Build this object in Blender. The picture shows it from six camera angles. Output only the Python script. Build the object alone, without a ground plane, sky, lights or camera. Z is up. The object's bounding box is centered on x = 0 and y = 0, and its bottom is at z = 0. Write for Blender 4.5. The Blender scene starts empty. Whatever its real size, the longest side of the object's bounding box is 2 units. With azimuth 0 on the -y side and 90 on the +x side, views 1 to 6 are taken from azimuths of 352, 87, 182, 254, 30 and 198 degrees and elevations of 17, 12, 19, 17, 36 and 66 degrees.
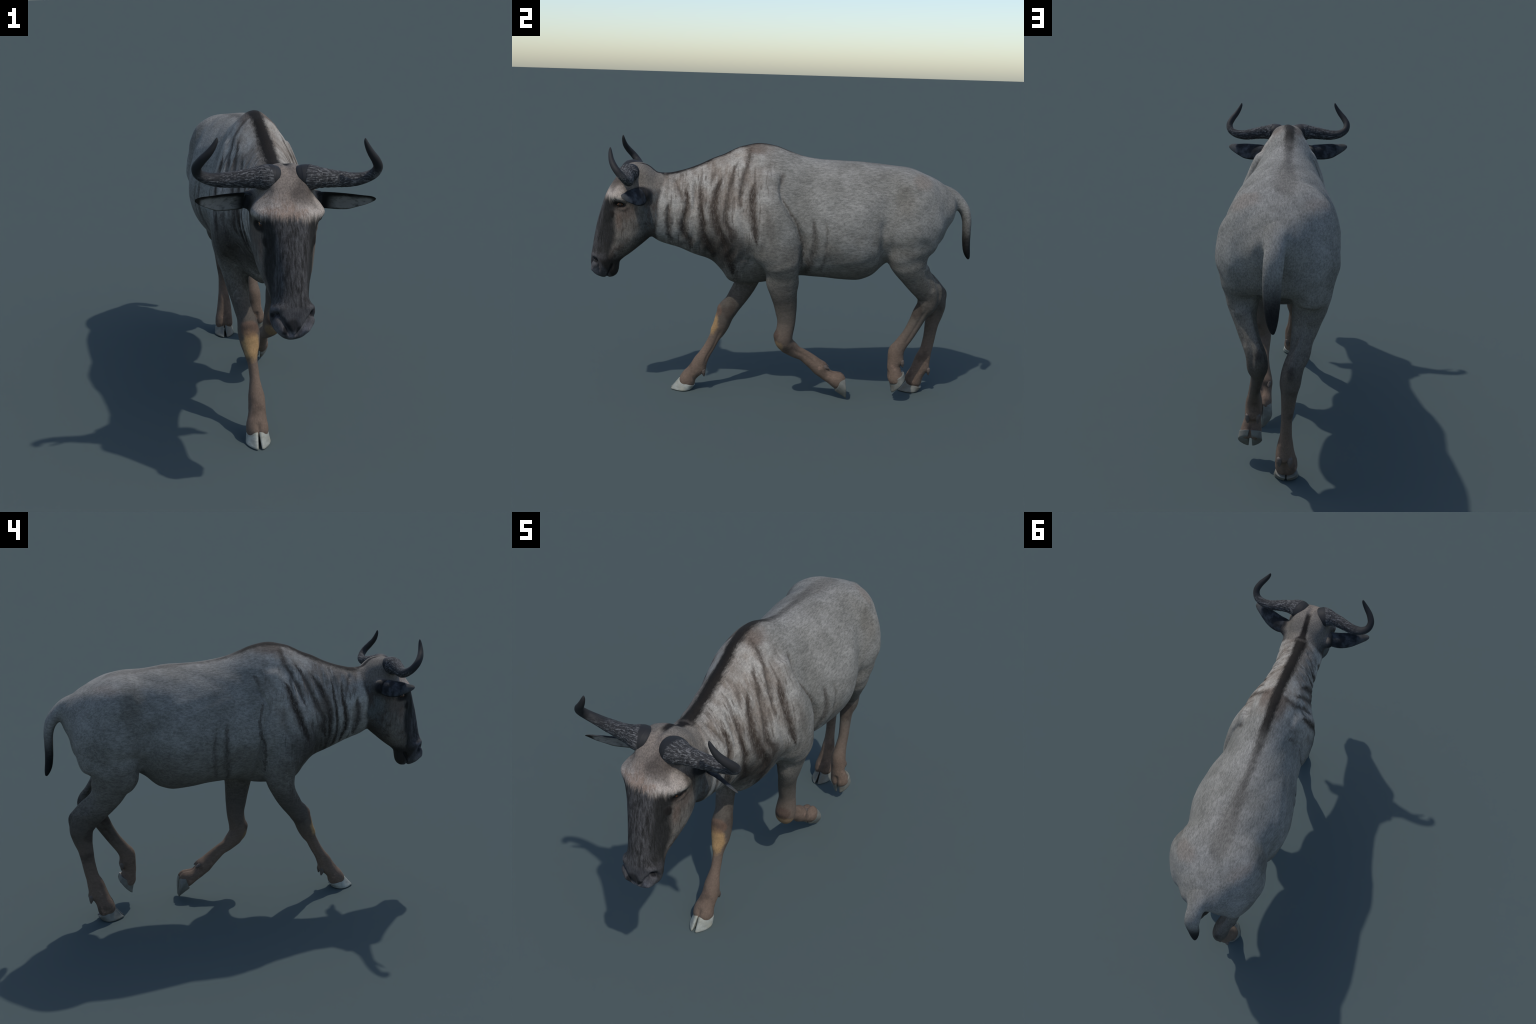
# A striped, horned antelope (wildebeest) in mid-stride, built from lofts that are
# fused into one skin, sculpted by rule, and split into named anatomical parts.
import bpy, math
import numpy as np
from mathutils.bvhtree import BVHTree
from mathutils import Vector

VOXEL = 0.0036
A = np.array


# ---------------------------------------------------------------- small maths
def pchip(t, Y, q):
    """Shape-preserving cubic through the rows of Y at parameters t, sampled at q."""
    t = A(t, float); Y = A(Y, float); q = A(q, float)
    if Y.ndim == 1:
        Y = Y[:, None]
    h = np.diff(t)[:, None]
    d = np.diff(Y, axis=0) / h
    m = np.zeros_like(Y)
    if len(t) > 2:
        w1 = 2 * h[1:] + h[:-1]; w2 = h[1:] + 2 * h[:-1]
        same = d[1:] * d[:-1] > 0
        with np.errstate(divide='ignore', invalid='ignore'):
            hm = (w1 + w2) / (w1 / d[:-1] + w2 / d[1:])
        m[1:-1] = np.where(same, np.nan_to_num(hm), 0)
    m[0], m[-1] = d[0], d[-1]
    i = np.clip(np.searchsorted(t, q) - 1, 0, len(t) - 2)
    s = ((q - t[i]) / (t[i + 1] - t[i]))[:, None]
    hh = (t[i + 1] - t[i])[:, None]
    s2, s3 = s * s, s * s * s
    return ((2 * s3 - 3 * s2 + 1) * Y[i] + (s3 - 2 * s2 + s) * hh * m[i]
            + (-2 * s3 + 3 * s2) * Y[i + 1] + (s3 - s2) * hh * m[i + 1])


def catmull(t, Y, q):
    """Smooth (Catmull-Rom) curve through the rows of Y."""
    t = A(t, float); Y = A(Y, float); q = A(q, float)
    m = np.gradient(Y, t, axis=0)
    i = np.clip(np.searchsorted(t, q) - 1, 0, len(t) - 2)
    s = ((q - t[i]) / (t[i + 1] - t[i]))[:, None]
    hh = (t[i + 1] - t[i])[:, None]
    s2, s3 = s * s, s * s * s
    return ((2 * s3 - 3 * s2 + 1) * Y[i] + (s3 - 2 * s2 + s) * hh * m[i]
            + (-2 * s3 + 3 * s2) * Y[i + 1] + (s3 - s2) * hh * m[i + 1])


def smooth(a, b, x):
    t = np.clip((x - a) / (b - a), 0, 1)
    return t * t * (3 - 2 * t)


def unit(v):
    return v / np.maximum(np.linalg.norm(v, axis=-1, keepdims=True), 1e-9)


# ---------------------------------------------------------------- lofts
def skin_rings(rings):
    """Closed tube (with fan caps) through equally sized rings."""
    n, m = rings.shape[:2]
    V = np.concatenate([rings.reshape(-1, 3), rings[0].mean(0)[None], rings[-1].mean(0)[None]])
    F = []
    for i in range(n - 1):
        for j in range(m):
            k = (j + 1) % m
            F.append((i * m + j, i * m + k, (i + 1) * m + k, (i + 1) * m + j))
    a, b = n * m, n * m + 1
    for j in range(m):
        k = (j + 1) % m
        F.append((a, k, j))
        F.append((b, (n - 1) * m + j, (n - 1) * m + k))
    return V, F


def superellipse(m, n_up, n_low):
    a = np.linspace(0, 2 * np.pi, m, endpoint=False)
    c, s = np.cos(a), np.sin(a)
    n = np.where(s >= 0, n_up, n_low)
    return np.sign(c) * np.abs(c) ** (2 / n), np.sign(s) * np.abs(s) ** (2 / n)


def limb_loft(st, m=40, per=7, power=2.05, side=(1, 0, 0), rear_taper=0.):
    """st rows: centre x, y, z, half width (side to side), half depth (fore and aft)."""
    st = A(st, float)
    t = np.r_[0, np.cumsum(np.linalg.norm(np.diff(st[:, :3], axis=0), axis=1))]
    q = np.linspace(0, t[-1], per * len(st))
    P = catmull(t, st[:, :3], q)
    R = pchip(t, st[:, 3:5], q)
    T = unit(np.gradient(P, q, axis=0))
    side = A(side, float)
    S = unit(side - (T @ side)[:, None] * T)
    D = np.cross(S, T)
    cx, cz = superellipse(m, power, power)
    narrow = 1 - rear_taper * smooth(.80, .92, P[:, 2])[:, None] * smooth(-.1, 1, cz)
    rings = P[:, None] + S[:, None] * (R[:, 0, None] * cx * narrow)[..., None] + D[:, None] * (R[:, 1, None] * cz)[..., None]
    return skin_rings(rings)


def trunk_loft():
    # y, midline x, top z, widest z, bottom z, half width, roundness above, below
    st = A([
        (-.76, .000, 1.195, 1.05, .930, .085, 1.8, 2.0),
        (-.70, -.002, 1.200, 1.03, .875, .110, 1.8, 2.0),
        (-.66, -.001, 1.194, 1.01, .845, .122, 1.8, 2.0),
        (-.60, -.004, 1.191, 1.01, .822, .120, 1.75, 2.0),
        (-.53, -.008, 1.207, 1.00, .798, .117, 1.7, 2.0),
        (-.45, -.010, 1.237, .98, .767, .129, 1.7, 1.9),
        (-.37, -.012, 1.273, .94, .735, .151, 1.62, 1.55),
        (-.32, -.014, 1.293, .92, .685, .174, 1.58, 1.5),
        (-.28, -.015, 1.311, .91, .630, .190, 1.58, 1.4),
        (-.22, -.018, 1.338, .91, .612, .199, 1.65, 1.4),
        (-.14, -.022, 1.353, .90, .617, .200, 1.65, 1.45),
        (-.06, -.028, 1.342, .90, .628, .198, 1.7, 1.6),
        (.02, -.026, 1.315, .91, .648, .201, 1.75, 1.8),
        (.10, -.029, 1.291, .92, .662, .220, 1.75, 1.95),
        (.20, -.025, 1.276, .92, .660, .247, 1.76, 2.05),
        (.30, -.027, 1.272, .92, .651, .260, 1.82, 2.1),
        (.38, -.028, 1.270, .92, .648, .257, 1.95, 2.15),
        (.45, -.029, 1.263, .92, .668, .243, 2.1, 2.15),
        (.52, -.030, 1.256, .94, .728, .224, 2.3, 2.1),
        (.58, -.031, 1.250, 1.00, .770, .228, 2.5, 2.1),
        (.66, -.032, 1.238, 1.00, .815, .232, 2.65, 2.0),
        (.74, -.034, 1.208, 1.00, .840, .208, 2.6, 2.0),
        (.80, -.036, 1.180, 1.00, .872, .168, 2.2, 2.0),
        (.85, -.034, 1.150, 1.01, .920, .124, 2.1, 2.0),
        (.882, -.030, 1.122, 1.03, .965, .090, 2.0, 2.0),
        (.898, -.026, 1.09, 1.05, 1.00, .035, 2.0, 2.0)])
    q = np.linspace(st[0, 0], st[-1, 0], 170)
    c = pchip(st[:, 0], st[:, 1:], q)
    m = 72
    rings = []
    for y, (cx, zt, zm, zb, hw, nu, nl) in zip(q, c):
        ex, ez = superellipse(m, nu, nl)
        z = zm + np.where(ez >= 0, ez * (zt - zm), ez * (zm - zb))
        rings.append(np.stack([cx + hw * ex, np.full(m, y), z], 1))
    return skin_rings(A(rings))


HEAD_ROLL, HEAD_PIVOT, HEAD_YAW = math.radians(2.4), (-.001, 1.23), math.radians(3.0)


def yaw_face(P, way):
    """The face below the brow also turns slightly to the left."""
    a = way * HEAD_YAW * (1 - smooth(.98, 1.14, P[..., 2]))
    x, y = P[..., 0].copy(), P[..., 1] + .80
    P[..., 0] = x * np.cos(a) - y * np.sin(a)
    P[..., 1] = x * np.sin(a) + y * np.cos(a) - .80
    return P


def roll_head(P):
    """Head tilted a little to the animal's left, turning about the poll."""
    P = A(P, float).copy()
    s, c = math.sin(HEAD_ROLL), math.cos(HEAD_ROLL)
    x, z = P[..., 0].copy(), P[..., 2] - HEAD_PIVOT[1]
    P[..., 0] = HEAD_PIVOT[0] + x * c + z * s
    P[..., 2] = HEAD_PIVOT[1] - x * s + z * c
    return yaw_face(P, 1)


def unroll_head(P):
    P = yaw_face(A(P, float).copy(), -1)
    s, c = math.sin(HEAD_ROLL), math.cos(HEAD_ROLL)
    x, z = P[..., 0] - HEAD_PIVOT[0], P[..., 2] - HEAD_PIVOT[1]
    P[..., 0] = x * c - z * s
    P[..., 2] = HEAD_PIVOT[1] + x * s + z * c
    return P


def head_loft():
    # z, front y, front-corner half width and set-back, widest half width and its y,
    # rear half width and its y, rear y
    st = A([
        (1.240, -.778, .015, .004, .022, -.760, .018, -.740, -.730),
        (1.228, -.806, .042, .006, .060, -.770, .058, -.735, -.700),
        (1.195, -.842, .056, .008, .080, -.775, .084, -.705, -.660),
        (1.150, -.873, .063, .016, .094, -.795, .100, -.700, -.620),
        (1.110, -.899, .080, .024, .114, -.838, .112, -.705, -.600),
        (1.080, -.914, .085, .027, .123, -.855, .117, -.705, -.600),
        (1.045, -.928, .074, .026, .110, -.848, .121, -.715, -.605),
        (1.000, -.942, .062, .023, .096, -.855, .120, -.722, -.615),
        (.950, -.957, .054, .021, .086, -.872, .115, -.732, -.635),
        (.900, -.969, .049, .020, .079, -.886, .107, -.750, -.655),
        (.860, -.977, .046, .019, .072, -.905, .096, -.772, -.685),
        (.820, -.984, .045, .017, .066, -.918, .080, -.800, -.730),
        (.785, -.990, .050, .013, .066, -.927, .064, -.835, -.771),
        (.762, -.994, .061, .014, .076, -.938, .053, -.855, -.800),
        (.742, -.997, .063, .014, .083, -.943, .051, -.870, -.828),
        (.718, -.998, .063, .014, .081, -.942, .050, -.880, -.850),
        (.692, -.997, .055, .014, .073, -.940, .047, -.882, -.853),
        (.670, -.990, .044, .012, .058, -.938, .041, -.882, -.857),
        (.652, -.972, .032, .010, .040, -.930, .032, -.885, -.866),
        (.637, -.945, .012, .004, .016, -.925, .012, -.900, -.885)])
    st = st[::-1]
    q = np.linspace(st[0, 0], st[-1, 0], 130)
    c = pchip(st[:, 0], st[:, 1:], q)
    u = np.linspace(0, 1, 33)
    rings = []
    for z, (yf, xf, df, xm, ym, xb, yk, yb) in zip(q, c):
        half = A([(-.5 * xf, yf + .22 * df), (0, yf), (.55 * xf, yf + .22 * df), (xf, yf + df), (xm, ym), (xb, yk),
                  (.55 * xb, yb - .25 * (yb - yk)), (0, yb), (-.55 * xb, yb - .25 * (yb - yk))])
        t = np.r_[0, np.cumsum(np.sqrt(np.linalg.norm(np.diff(half, axis=0), axis=1)))]
        cv = catmull(t, half, t[1] + u * (t[7] - t[1]))
        cv[0, 0] = cv[-1, 0] = 0
        full = np.concatenate([cv, cv[-2:0:-1] * (-1, 1)])
        rings.append(np.stack([full[:, 0], full[:, 1], np.full(len(full), z)], 1))
    V, F = skin_rings(A(rings))
    return roll_head(V), F


def blob(c, r, m=24):
    """Ellipsoid muscle or bone knob."""
    a = np.linspace(-np.pi / 2, np.pi / 2, m // 2 + 1)[1:-1]
    b = np.linspace(0, 2 * np.pi, m, endpoint=False)
    rings = np.stack([np.cos(a)[:, None] * np.cos(b), np.cos(a)[:, None] * np.sin(b), np.sin(a)[:, None] + 0 * b], -1)
    return skin_rings(A(c) + rings * A(r))


LEG_LF = [
    (.085, -.090, 1.21, .040, .070), (.109, -.100, 1.08, .066, .115), (.131, -.072, .95, .078, .148),
    (.134, -.045, .85, .081, .138), (.130, -.012, .76, .073, .104), (.112, -.004, .69, .059, .092),
    (.104, -.003, .646, .053, .086), (.095, .003, .596, .046, .072), (.081, .013, .543, .040, .063),
    (.073, .020, .490, .037, .056), (.071, .024, .434, .037, .048), (.070, .018, .383, .045, .046),
    (.070, .011, .348, .049, .049), (.065, .016, .322, .048, .047), (.059, .034, .300, .042, .042),
    (.053, .056, .280, .034, .040), (.047, .083, .259, .027, .034), (.041, .117, .243, .023, .032),
    (.037, .149, .220, .025, .035), (.034, .186, .190, .033, .038), (.032, .214, .165, .037, .041),
    (.032, .237, .142, .036, .035), (.034, .264, .122, .040, .033), (.037, .292, .109, .046, .041),
    (.039, .314, .100, .0470, .0470),
    (.0395, .330, .094, .0435, .043), (.040, .344, .089, .036, .035)]
LEG_RF = [
    (-.118, -.100, 1.21, .040, .072), (-.140, -.145, 1.08, .064, .115), (-.150, -.192, .95, .076, .147),
    (-.152, -.195, .85, .080, .135), (-.147, -.170, .76, .073, .104), (-.134, -.165, .68, .060, .083),
    (-.121, -.188, .593, .049, .062), (-.110, -.230, .518, .038, .054), (-.100, -.255, .482, .038, .050),
    (-.093, -.280, .453, .044, .053), (-.090, -.298, .417, .048, .048), (-.087, -.317, .364, .041, .044),
    (-.086, -.336, .322, .029, .038), (-.082, -.355, .287, .022, .030), (-.079, -.379, .239, .022, .030),
    (-.079, -.401, .202, .028, .031), (-.078, -.424, .162, .036, .038), (-.079, -.446, .118, .037, .042),
    (-.083, -.470, .090, .041, .039), (-.086, -.488, .067, .047, .043), (-.086, -.497, .046, .0480, .0470),
    (-.086, -.505, .030, .0435, .042), (-.086, -.510, .018, .036, .034)]
LEG_LH = [
    (.085, .640, 1.14, .060, .080), (.112, .650, 1.05, .104, .145), (.124, .648, .95, .109, .166),
    (.115, .644, .87, .098, .143), (.114, .636, .81, .086, .116), (.114, .648, .765, .070, .098),
    (.110, .666, .730, .060, .086), (.100, .687, .694, .049, .075), (.085, .716, .654, .043, .068),
    (.064, .750, .611, .040, .062), (.046, .770, .573, .042, .056), (.038, .768, .524, .044, .052),
    (.036, .740, .480, .033, .043), (.043, .712, .425, .027, .037), (.052, .677, .364, .0255, .034),
    (.055, .640, .311, .030, .035), (.057, .617, .272, .036, .042), (.058, .614, .231, .037, .041),
    (.060, .607, .193, .036, .034), (.063, .613, .159, .043, .038), (.066, .620, .132, .047, .045),
    (.068, .628, .114, .0475, .0450),
    (.068, .630, .108, .0410, .036), (.0685, .631, .104, .032, .026)]
LEG_RH = [
    (-.150, .650, 1.14, .060, .080), (-.164, .675, 1.05, .096, .150), (-.175, .692, .95, .106, .176),
    (-.168, .696, .87, .092, .158), (-.166, .682, .81, .084, .138), (-.163, .684, .765, .076, .120),
    (-.155, .703, .725, .066, .098), (-.148, .721, .683, .057, .086), (-.137, .752, .634, .046, .074),
    (-.131, .786, .593, .043, .066), (-.113, .818, .562, .042, .068), (-.104, .838, .530, .043, .066),
    (-.100, .848, .499, .043, .060), (-.097, .846, .442, .034, .049), (-.095, .836, .384, .029, .038),
    (-.091, .825, .301, .0235, .033), (-.091, .814, .240, .025, .033), (-.090, .799, .189, .032, .042),
    (-.090, .787, .141, .039, .045), (-.093, .772, .106, .043, .042), (-.096, .759, .076, .0475, .046),
    (-.097, .753, .052, .0480, .0475),
    (-.098, .749, .037, .0425, .041), (-.098, .746, .026, .034, .032)]
TAIL = [
    (-.026, .790, 1.110, .060, .055), (-.025, .865, 1.100, .052, .046), (-.022, .915, 1.065, .043, .036),
    (-.020, .946, 1.030, .040, .029), (-.018, .962, .985, .038, .024), (-.018, .967, .920, .036, .021),
    (-.020, .970, .860, .031, .020), (-.023, .977, .810, .024, .018), (-.027, .987, .778, .014, .012),
    (-.029, .993, .762, .006, .005)]

COMPONENTS = [
    ('torso', trunk_loft()), ('head', head_loft()), ('forelimb_left', limb_loft(LEG_LF)),
    ('forelimb_right', limb_loft(LEG_RF)), ('hindlimb_left', limb_loft(LEG_LH,  rear_taper=.32)),
    ('hindlimb_right', limb_loft(LEG_RH, rear_taper=.46)), ('tail', limb_loft(TAIL))]
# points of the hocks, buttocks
COMPONENTS += [('torso', blob((-.030, .765, .915), (.085, .095, .095), 32)),
               ('hindlimb_left', blob((.045, .735, .905), (.072, .098, .085), 32)),
               ('hindlimb_right', blob((-.098, .768, .925), (.078, .108, .098), 32)),
               ]
# heel tendons running down to the points of the hocks
COMPONENTS += [
    ('hindlimb_left', limb_loft([(.085, .735, .745, .030, .030), (.064, .763, .690, .021, .025), (.049, .794, .645, .017, .022),
                                 (.035, .824, .612, .018, .023), (.029, .832, .588, .020, .022), (.031, .815, .552, .023, .030),
                                 (.034, .785, .505, .025, .030)], m=24)),
    ('hindlimb_right', limb_loft([(-.150, .745, .740, .030, .032), (-.140, .782, .685, .022, .027), (-.125, .824, .633, .018, .024),
                                  (-.108, .862, .588, .019, .024), (-.100, .884, .557, .021, .025), (-.098, .874, .515, .025, .031),
                                  (-.097, .853, .465, .026, .030)], m=24))]
for sgn in (1, -1):                                   # root of each ear
    V, F = limb_loft([(sgn * .075, -.715, 1.095, .040, .035), (sgn * .115, -.722, 1.099, .040, .036),
                      (sgn * .145, -.725, 1.100, .036, .024)], side=(0, .68, -.73))
    COMPONENTS.append(('head', (roll_head(V), F)))
    V, F = blob((sgn * .118, -.698, 1.098), (.034, .026, .036))
    COMPONENTS.append(('head', (roll_head(V), F)))


def fuse(comps):
    V, F, o = [], [], 0
    for _, (v, f) in comps:
        V.append(v); F += [tuple(i + o for i in k) for k in f]; o += len(v)
    me = bpy.data.meshes.new('raw')
    me.from_pydata(np.concatenate(V).tolist(), [], F)
    ob = bpy.data.objects.new('raw', me)
    bpy.context.scene.collection.objects.link(ob)
    mod = ob.modifiers.new('fuse', 'REMESH')
    mod.mode = 'VOXEL'; mod.voxel_size = VOXEL; mod.adaptivity = 0
    dg = bpy.context.evaluated_depsgraph_get()
    ev = bpy.data.meshes.new_from_object(ob.evaluated_get(dg))
    bpy.data.objects.remove(ob); bpy.data.meshes.remove(me)
    P = np.empty(len(ev.vertices) * 3, np.float32); ev.vertices.foreach_get('co', P)
    Q = np.empty(len(ev.loops), np.int32); ev.loops.foreach_get('vertex_index', Q)
    T = np.empty(len(ev.polygons), np.int32); ev.polygons.foreach_get('loop_total', T)
    bpy.data.meshes.remove(ev)
    assert (T == 4).all()
    return P.reshape(-1, 3).astype(float), Q.reshape(-1, 4)


def edge_list(Q):
    e = np.concatenate([Q[:, [0, 1]], Q[:, [1, 2]], Q[:, [2, 3]], Q[:, [3, 0]]])
    e.sort(axis=1)
    return np.unique(e, axis=0)


def laplace(P, E, w, times):
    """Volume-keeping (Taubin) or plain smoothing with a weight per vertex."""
    n = len(P)
    deg = np.bincount(E.ravel(), minlength=n)[:, None]
    for k in range(times):
        S = np.stack([np.bincount(E[:, 0], P[E[:, 1], i], n) + np.bincount(E[:, 1], P[E[:, 0], i], n) for i in range(3)], 1)
        P = P + w[:, None] * (S / deg - P)
    return P


def vertex_normals(P, Q):
    d1, d2 = P[Q[:, 2]] - P[Q[:, 0]], P[Q[:, 3]] - P[Q[:, 1]]
    n = np.cross(d1, d2)
    N = np.stack([np.bincount(Q.ravel(), np.repeat(n[:, i], 4), len(P)) for i in range(3)], 1)
    return unit(N)


P, Q = fuse(COMPONENTS)
E = edge_list(Q)

# distance of every vertex to each component: the nearest names the part, two near ones mark a join
names = sorted({n for n, _ in COMPONENTS})
REACH = .07
dist = np.full((len(names), len(P)), REACH)
for n, (v, f) in COMPONENTS:
    tree = BVHTree.FromPolygons(v.tolist(), f)
    lo, hi = v.min(0) - REACH, v.max(0) + REACH
    idx = np.where(((P > lo) & (P < hi)).all(1))[0]
    row = dist[names.index(n)]
    for i in idx:
        d = tree.find_nearest(P[i], REACH)[3]
        if d is not None and d < row[i]:
            row[i] = d
part = dist.argmin(0)
second = np.sort(dist, axis=0)[1]
is_ = {n: part == names.index(n) for n in names}
join = 1 - smooth(.008, .055, second)
z = P[:, 2]
join *= np.where(z > .60, 1, .0)
join[is_['head']] *= .75
P = laplace(P, E, .5 * np.ones(len(P)), 4)
P = laplace(P, E, .5 * join, 90)
body_scale = smooth(.55, .75, z) * (~is_['head']) * (~is_['tail'])
P = laplace(P, E, .5 * body_scale, 14)
# round off the buttocks into the thighs, and the heels into the hocks
hind = is_['hindlimb_left'] | is_['hindlimb_right'] | is_['torso']
P = laplace(P, E, .5 * hind * smooth(.66, .74, P[:, 1]) * smooth(.64, .74, z) * (1 - smooth(.98, 1.06, z)), 220)
for heel in ((.028, .835, .595), (-.097, .888, .555)):
    r = np.linalg.norm(P - A(heel), axis=1)
    P = laplace(P, E, .5 * (1 - smooth(.03, .08, r)), 12)


# ---------------------------------------------------------------- sculpting rules
def polyline_distance(X, pts):
    """Distance of points X to a polyline, and position 0..1 along it."""
    pts = A(pts, float)
    L = np.r_[0, np.cumsum(np.linalg.norm(np.diff(pts, axis=0), axis=1))]
    best = np.full(len(X), 1e9); at = np.zeros(len(X)); sd = np.zeros(len(X))
    for a, b, l0, l1 in zip(pts[:-1], pts[1:], L[:-1], L[1:]):
        t = np.clip(((X - a) @ (b - a)) / ((b - a) @ (b - a)), 0, 1)
        r = X - (a + t[:, None] * (b - a))
        d = np.linalg.norm(r, axis=1)
        k = d < best
        best[k] = d[k]; at[k] = ((l0 + t * (l1 - l0)) / L[-1])[k]
        if X.shape[1] == 2:
            sd[k] = (r[:, 0] * (b - a)[1] - r[:, 1] * (b - a)[0])[k]
    return best, at, np.sign(sd)


def bell(d, w):
    return np.exp(-(d / w) ** 2)


def ends(t):
    return smooth(0, .22, t) * (1 - smooth(.78, 1, t))


SKIN_FOLDS = {  # neck folds and flank creases in the side view (y, z): points, depth, width
    'neck': ([[(-.59, 1.06), (-.592, .95), (-.583, .89)], [(-.570, 1.175), (-.543, 1.121), (-.517, 1.06)],
              [(-.510, 1.12), (-.498, 1.07), (-.505, 1.012), (-.519, .945), (-.508, .896), (-.480, .835)],
              [(-.432, 1.15), (-.427, 1.043), (-.419, .971), (-.413, .898), (-.393, .850), (-.366, .79)],
              [(-.318, 1.19), (-.350, 1.121), (-.363, 1.044), (-.357, .972), (-.327, .910), (-.297, .837), (-.282, .77)],
              [(-.271, 1.199), (-.288, 1.113), (-.301, 1.046), (-.310, .973), (-.275, .90)],
              [(-.200, 1.25), (-.214, 1.191), (-.227, 1.133), (-.235, 1.05)],
              [(-.161, 1.154), (-.170, 1.106), (-.173, 1.048), (-.162, .976), (-.150, .884)],
              [(-.465, 1.17), (-.462, 1.08), (-.468, .99)]], .0065, .010),
    'ribs': ([[(.126, 1.016), (.144, .928), (.138, .828), (.121, .767)], [(.175, 1.008), (.204, .909), (.202, .829)]], .004, .014)}


def right_shear(y, z):
    """The right shoulder is carried forward: slide its features along."""
    s = np.interp(z, [.72, .85, .93, 1.04, 1.13, 1.25], [.16, .15, .11, .055, .03, .0])
    return s * smooth(-.52, -.34, y) * (1 - smooth(.05, .15, y))


def main_sculpt(P):
    N = vertex_normals(P, Q)
    D = np.zeros(len(P))
    x, y, z = P.T
    mid = np.interp(y, [-.7, -.3, 0, .3], [0, -.022, -.033, -.036])
    left, right = x > mid, x < mid
    side = smooth(.02, .06, np.abs(x - mid))
    trunkish = ~is_['head'] & ~is_['tail']

    def crease(sel, pts, depth, width, ridge=0., span=.04):
        """Groove along a side-view line; a positive ridge swells the side to the left of travel."""
        d, t, sd = polyline_distance(np.stack([y, z], 1), pts)
        k = sel * side * ends(t) * trunkish
        D[:] -= depth * bell(d, width) * k
        if ridge:
            D[:] += ridge * bell(d - span * .6, span) * k * (sd > 0) * (d > 0)

    for lines, depth, width in SKIN_FOLDS.values():
        for pts in lines:
            crease(left, pts, depth, width)
            q = A(pts); q[:, 0] -= right_shear(q[:, 0], q[:, 1])
            crease(right, q, depth, width)
    crease(left, [(-.018, 1.22), (-.026, 1.18), (-.033, 1.138), (-.022, 1.085), (.009, 1.038), (.044, .981), (.070, .923),
                  (.085, .864), (.089, .80), (.080, .70), (.07, .66)], .011, .011)
    crease(left, [(.06, .96), (.092, .87), (.100, .80), (.098, .70), (.09, .62)], .012, .022)
    crease(right, [(-.020, 1.22), (-.013, 1.18), (-.056, 1.124), (-.086, 1.068), (-.068, .993), (-.052, .928), (-.045, .829),
                   (-.045, .716), (-.05, .64)], .011, .011)
    crease(right, [(-.06, .95), (-.040, .86), (-.030, .80), (-.03, .70), (-.04, .62)], .012, .022)
    for sel, c in ((left, (-.022, 1.18)), (right, (-.035, 1.15))):
        d = np.hypot(y - c[0], (z - c[1]) * .6)
        D -= .005 * bell(d, .022) * sel * side
    crease(left, [(.485, 1.02), (.492, .919), (.494, .859), (.502, .80), (.52, .74)], .010, .020)
    crease(right, [(.505, 1.05), (.520, .98), (.520, .895), (.535, .843), (.555, .80), (.58, .75)], .012, .024)
    crease(left, [(-.25, .80), (-.18, .77), (-.12, .735), (-.09, .70), (-.075, .65)], .004, .012)
    crease(right, [(-.39, .85), (-.33, .80), (-.27, .745), (-.235, .70), (-.22, .65)], .006, .014)
    # shoulder points, hip bones
    for sel, c, w, h in ((left, (-.165, .875), .045, .010), (right, (-.315, .845), .05, .008),
                         (left, (.585, 1.19), .05, .006), (right, (.60, 1.19), .05, .006)):
        D += h * bell(np.hypot(y - c[0], z - c[1]), w) * sel * side
    # fine wrinkling of the loose neck and shoulder skin
    loose = smooth(-.66, -.56, y) * (1 - smooth(-.24, -.12, y)) * (1 - smooth(1.16, 1.24, z)) * side * trunkish * smooth(.66, .74, z)
    ys = y + np.where(right, right_shear(y, z), 0)
    D += .0022 * loose * np.sin(118 * ys + 2.4 * np.sin(10.5 * z + 1.3) + 1.6 * np.sin(23 * z + 9 * ys)) * (.6 + .4 * np.sin(31 * z + 40 * ys))
    D += .0018 * smooth(.66, .74, z) * trunkish * np.sin(31 * x + 2 * np.sin(17 * z)) * np.sin(27 * y + 2.2 * np.sin(19 * z + 8 * x)) * (1 - loose)
    # knee caps, and the furrow between cannon bone and tendon
    for limb, c, w, h in (('forelimb_right', (-.335, .462), .018, .004), ('forelimb_right', (-.372, .345), .018, .003),
                          ('forelimb_left', (-.040, .358), .018, .004), ('forelimb_left', (.008, .262), .016, .003)):
        D += h * bell(np.hypot(y - c[0], z - c[1]), w) * is_[limb]
    for limb, pts in (('forelimb_right', [(-.31, .36), (-.335, .30), (-.36, .24), (-.39, .19), (-.41, .13)]),
                      ('forelimb_left', [(.05, .30), (.085, .268), (.12, .25), (.155, .226), (.20, .19)]),
                      ('hindlimb_left', [(.77, .53), (.745, .475), (.715, .42), (.68, .36), (.645, .30)]),
                      ('hindlimb_right', [(.865, .50), (.86, .44), (.847, .38), (.835, .30), (.825, .22)])):
        d, t, _ = polyline_distance(np.stack([y, z], 1), pts)
        D -= .0035 * bell(d, .008) * ends(t) * is_[limb]
    for limb, c in (('forelimb_right', (-.408, .112)), ('forelimb_left', (.238, .182)), ('hindlimb_left', (.650, .222)), ('hindlimb_right', (.828, .130))):
        D += .006 * bell(np.hypot(y - c[0], z - c[1]), .020) * is_[limb]
    # hollow between shin and heel tendon
    for sel, pts in ((is_['hindlimb_left'], [(.735, .74), (.757, .68), (.785, .625), (.79, .60)]),
                     (is_['hindlimb_right'], [(.785, .74), (.80, .68), (.83, .61), (.845, .58)])):
        d, t, _ = polyline_distance(np.stack([y, z], 1), pts)
        D -= .010 * bell(d, .015) * ends(t) * sel
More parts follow.
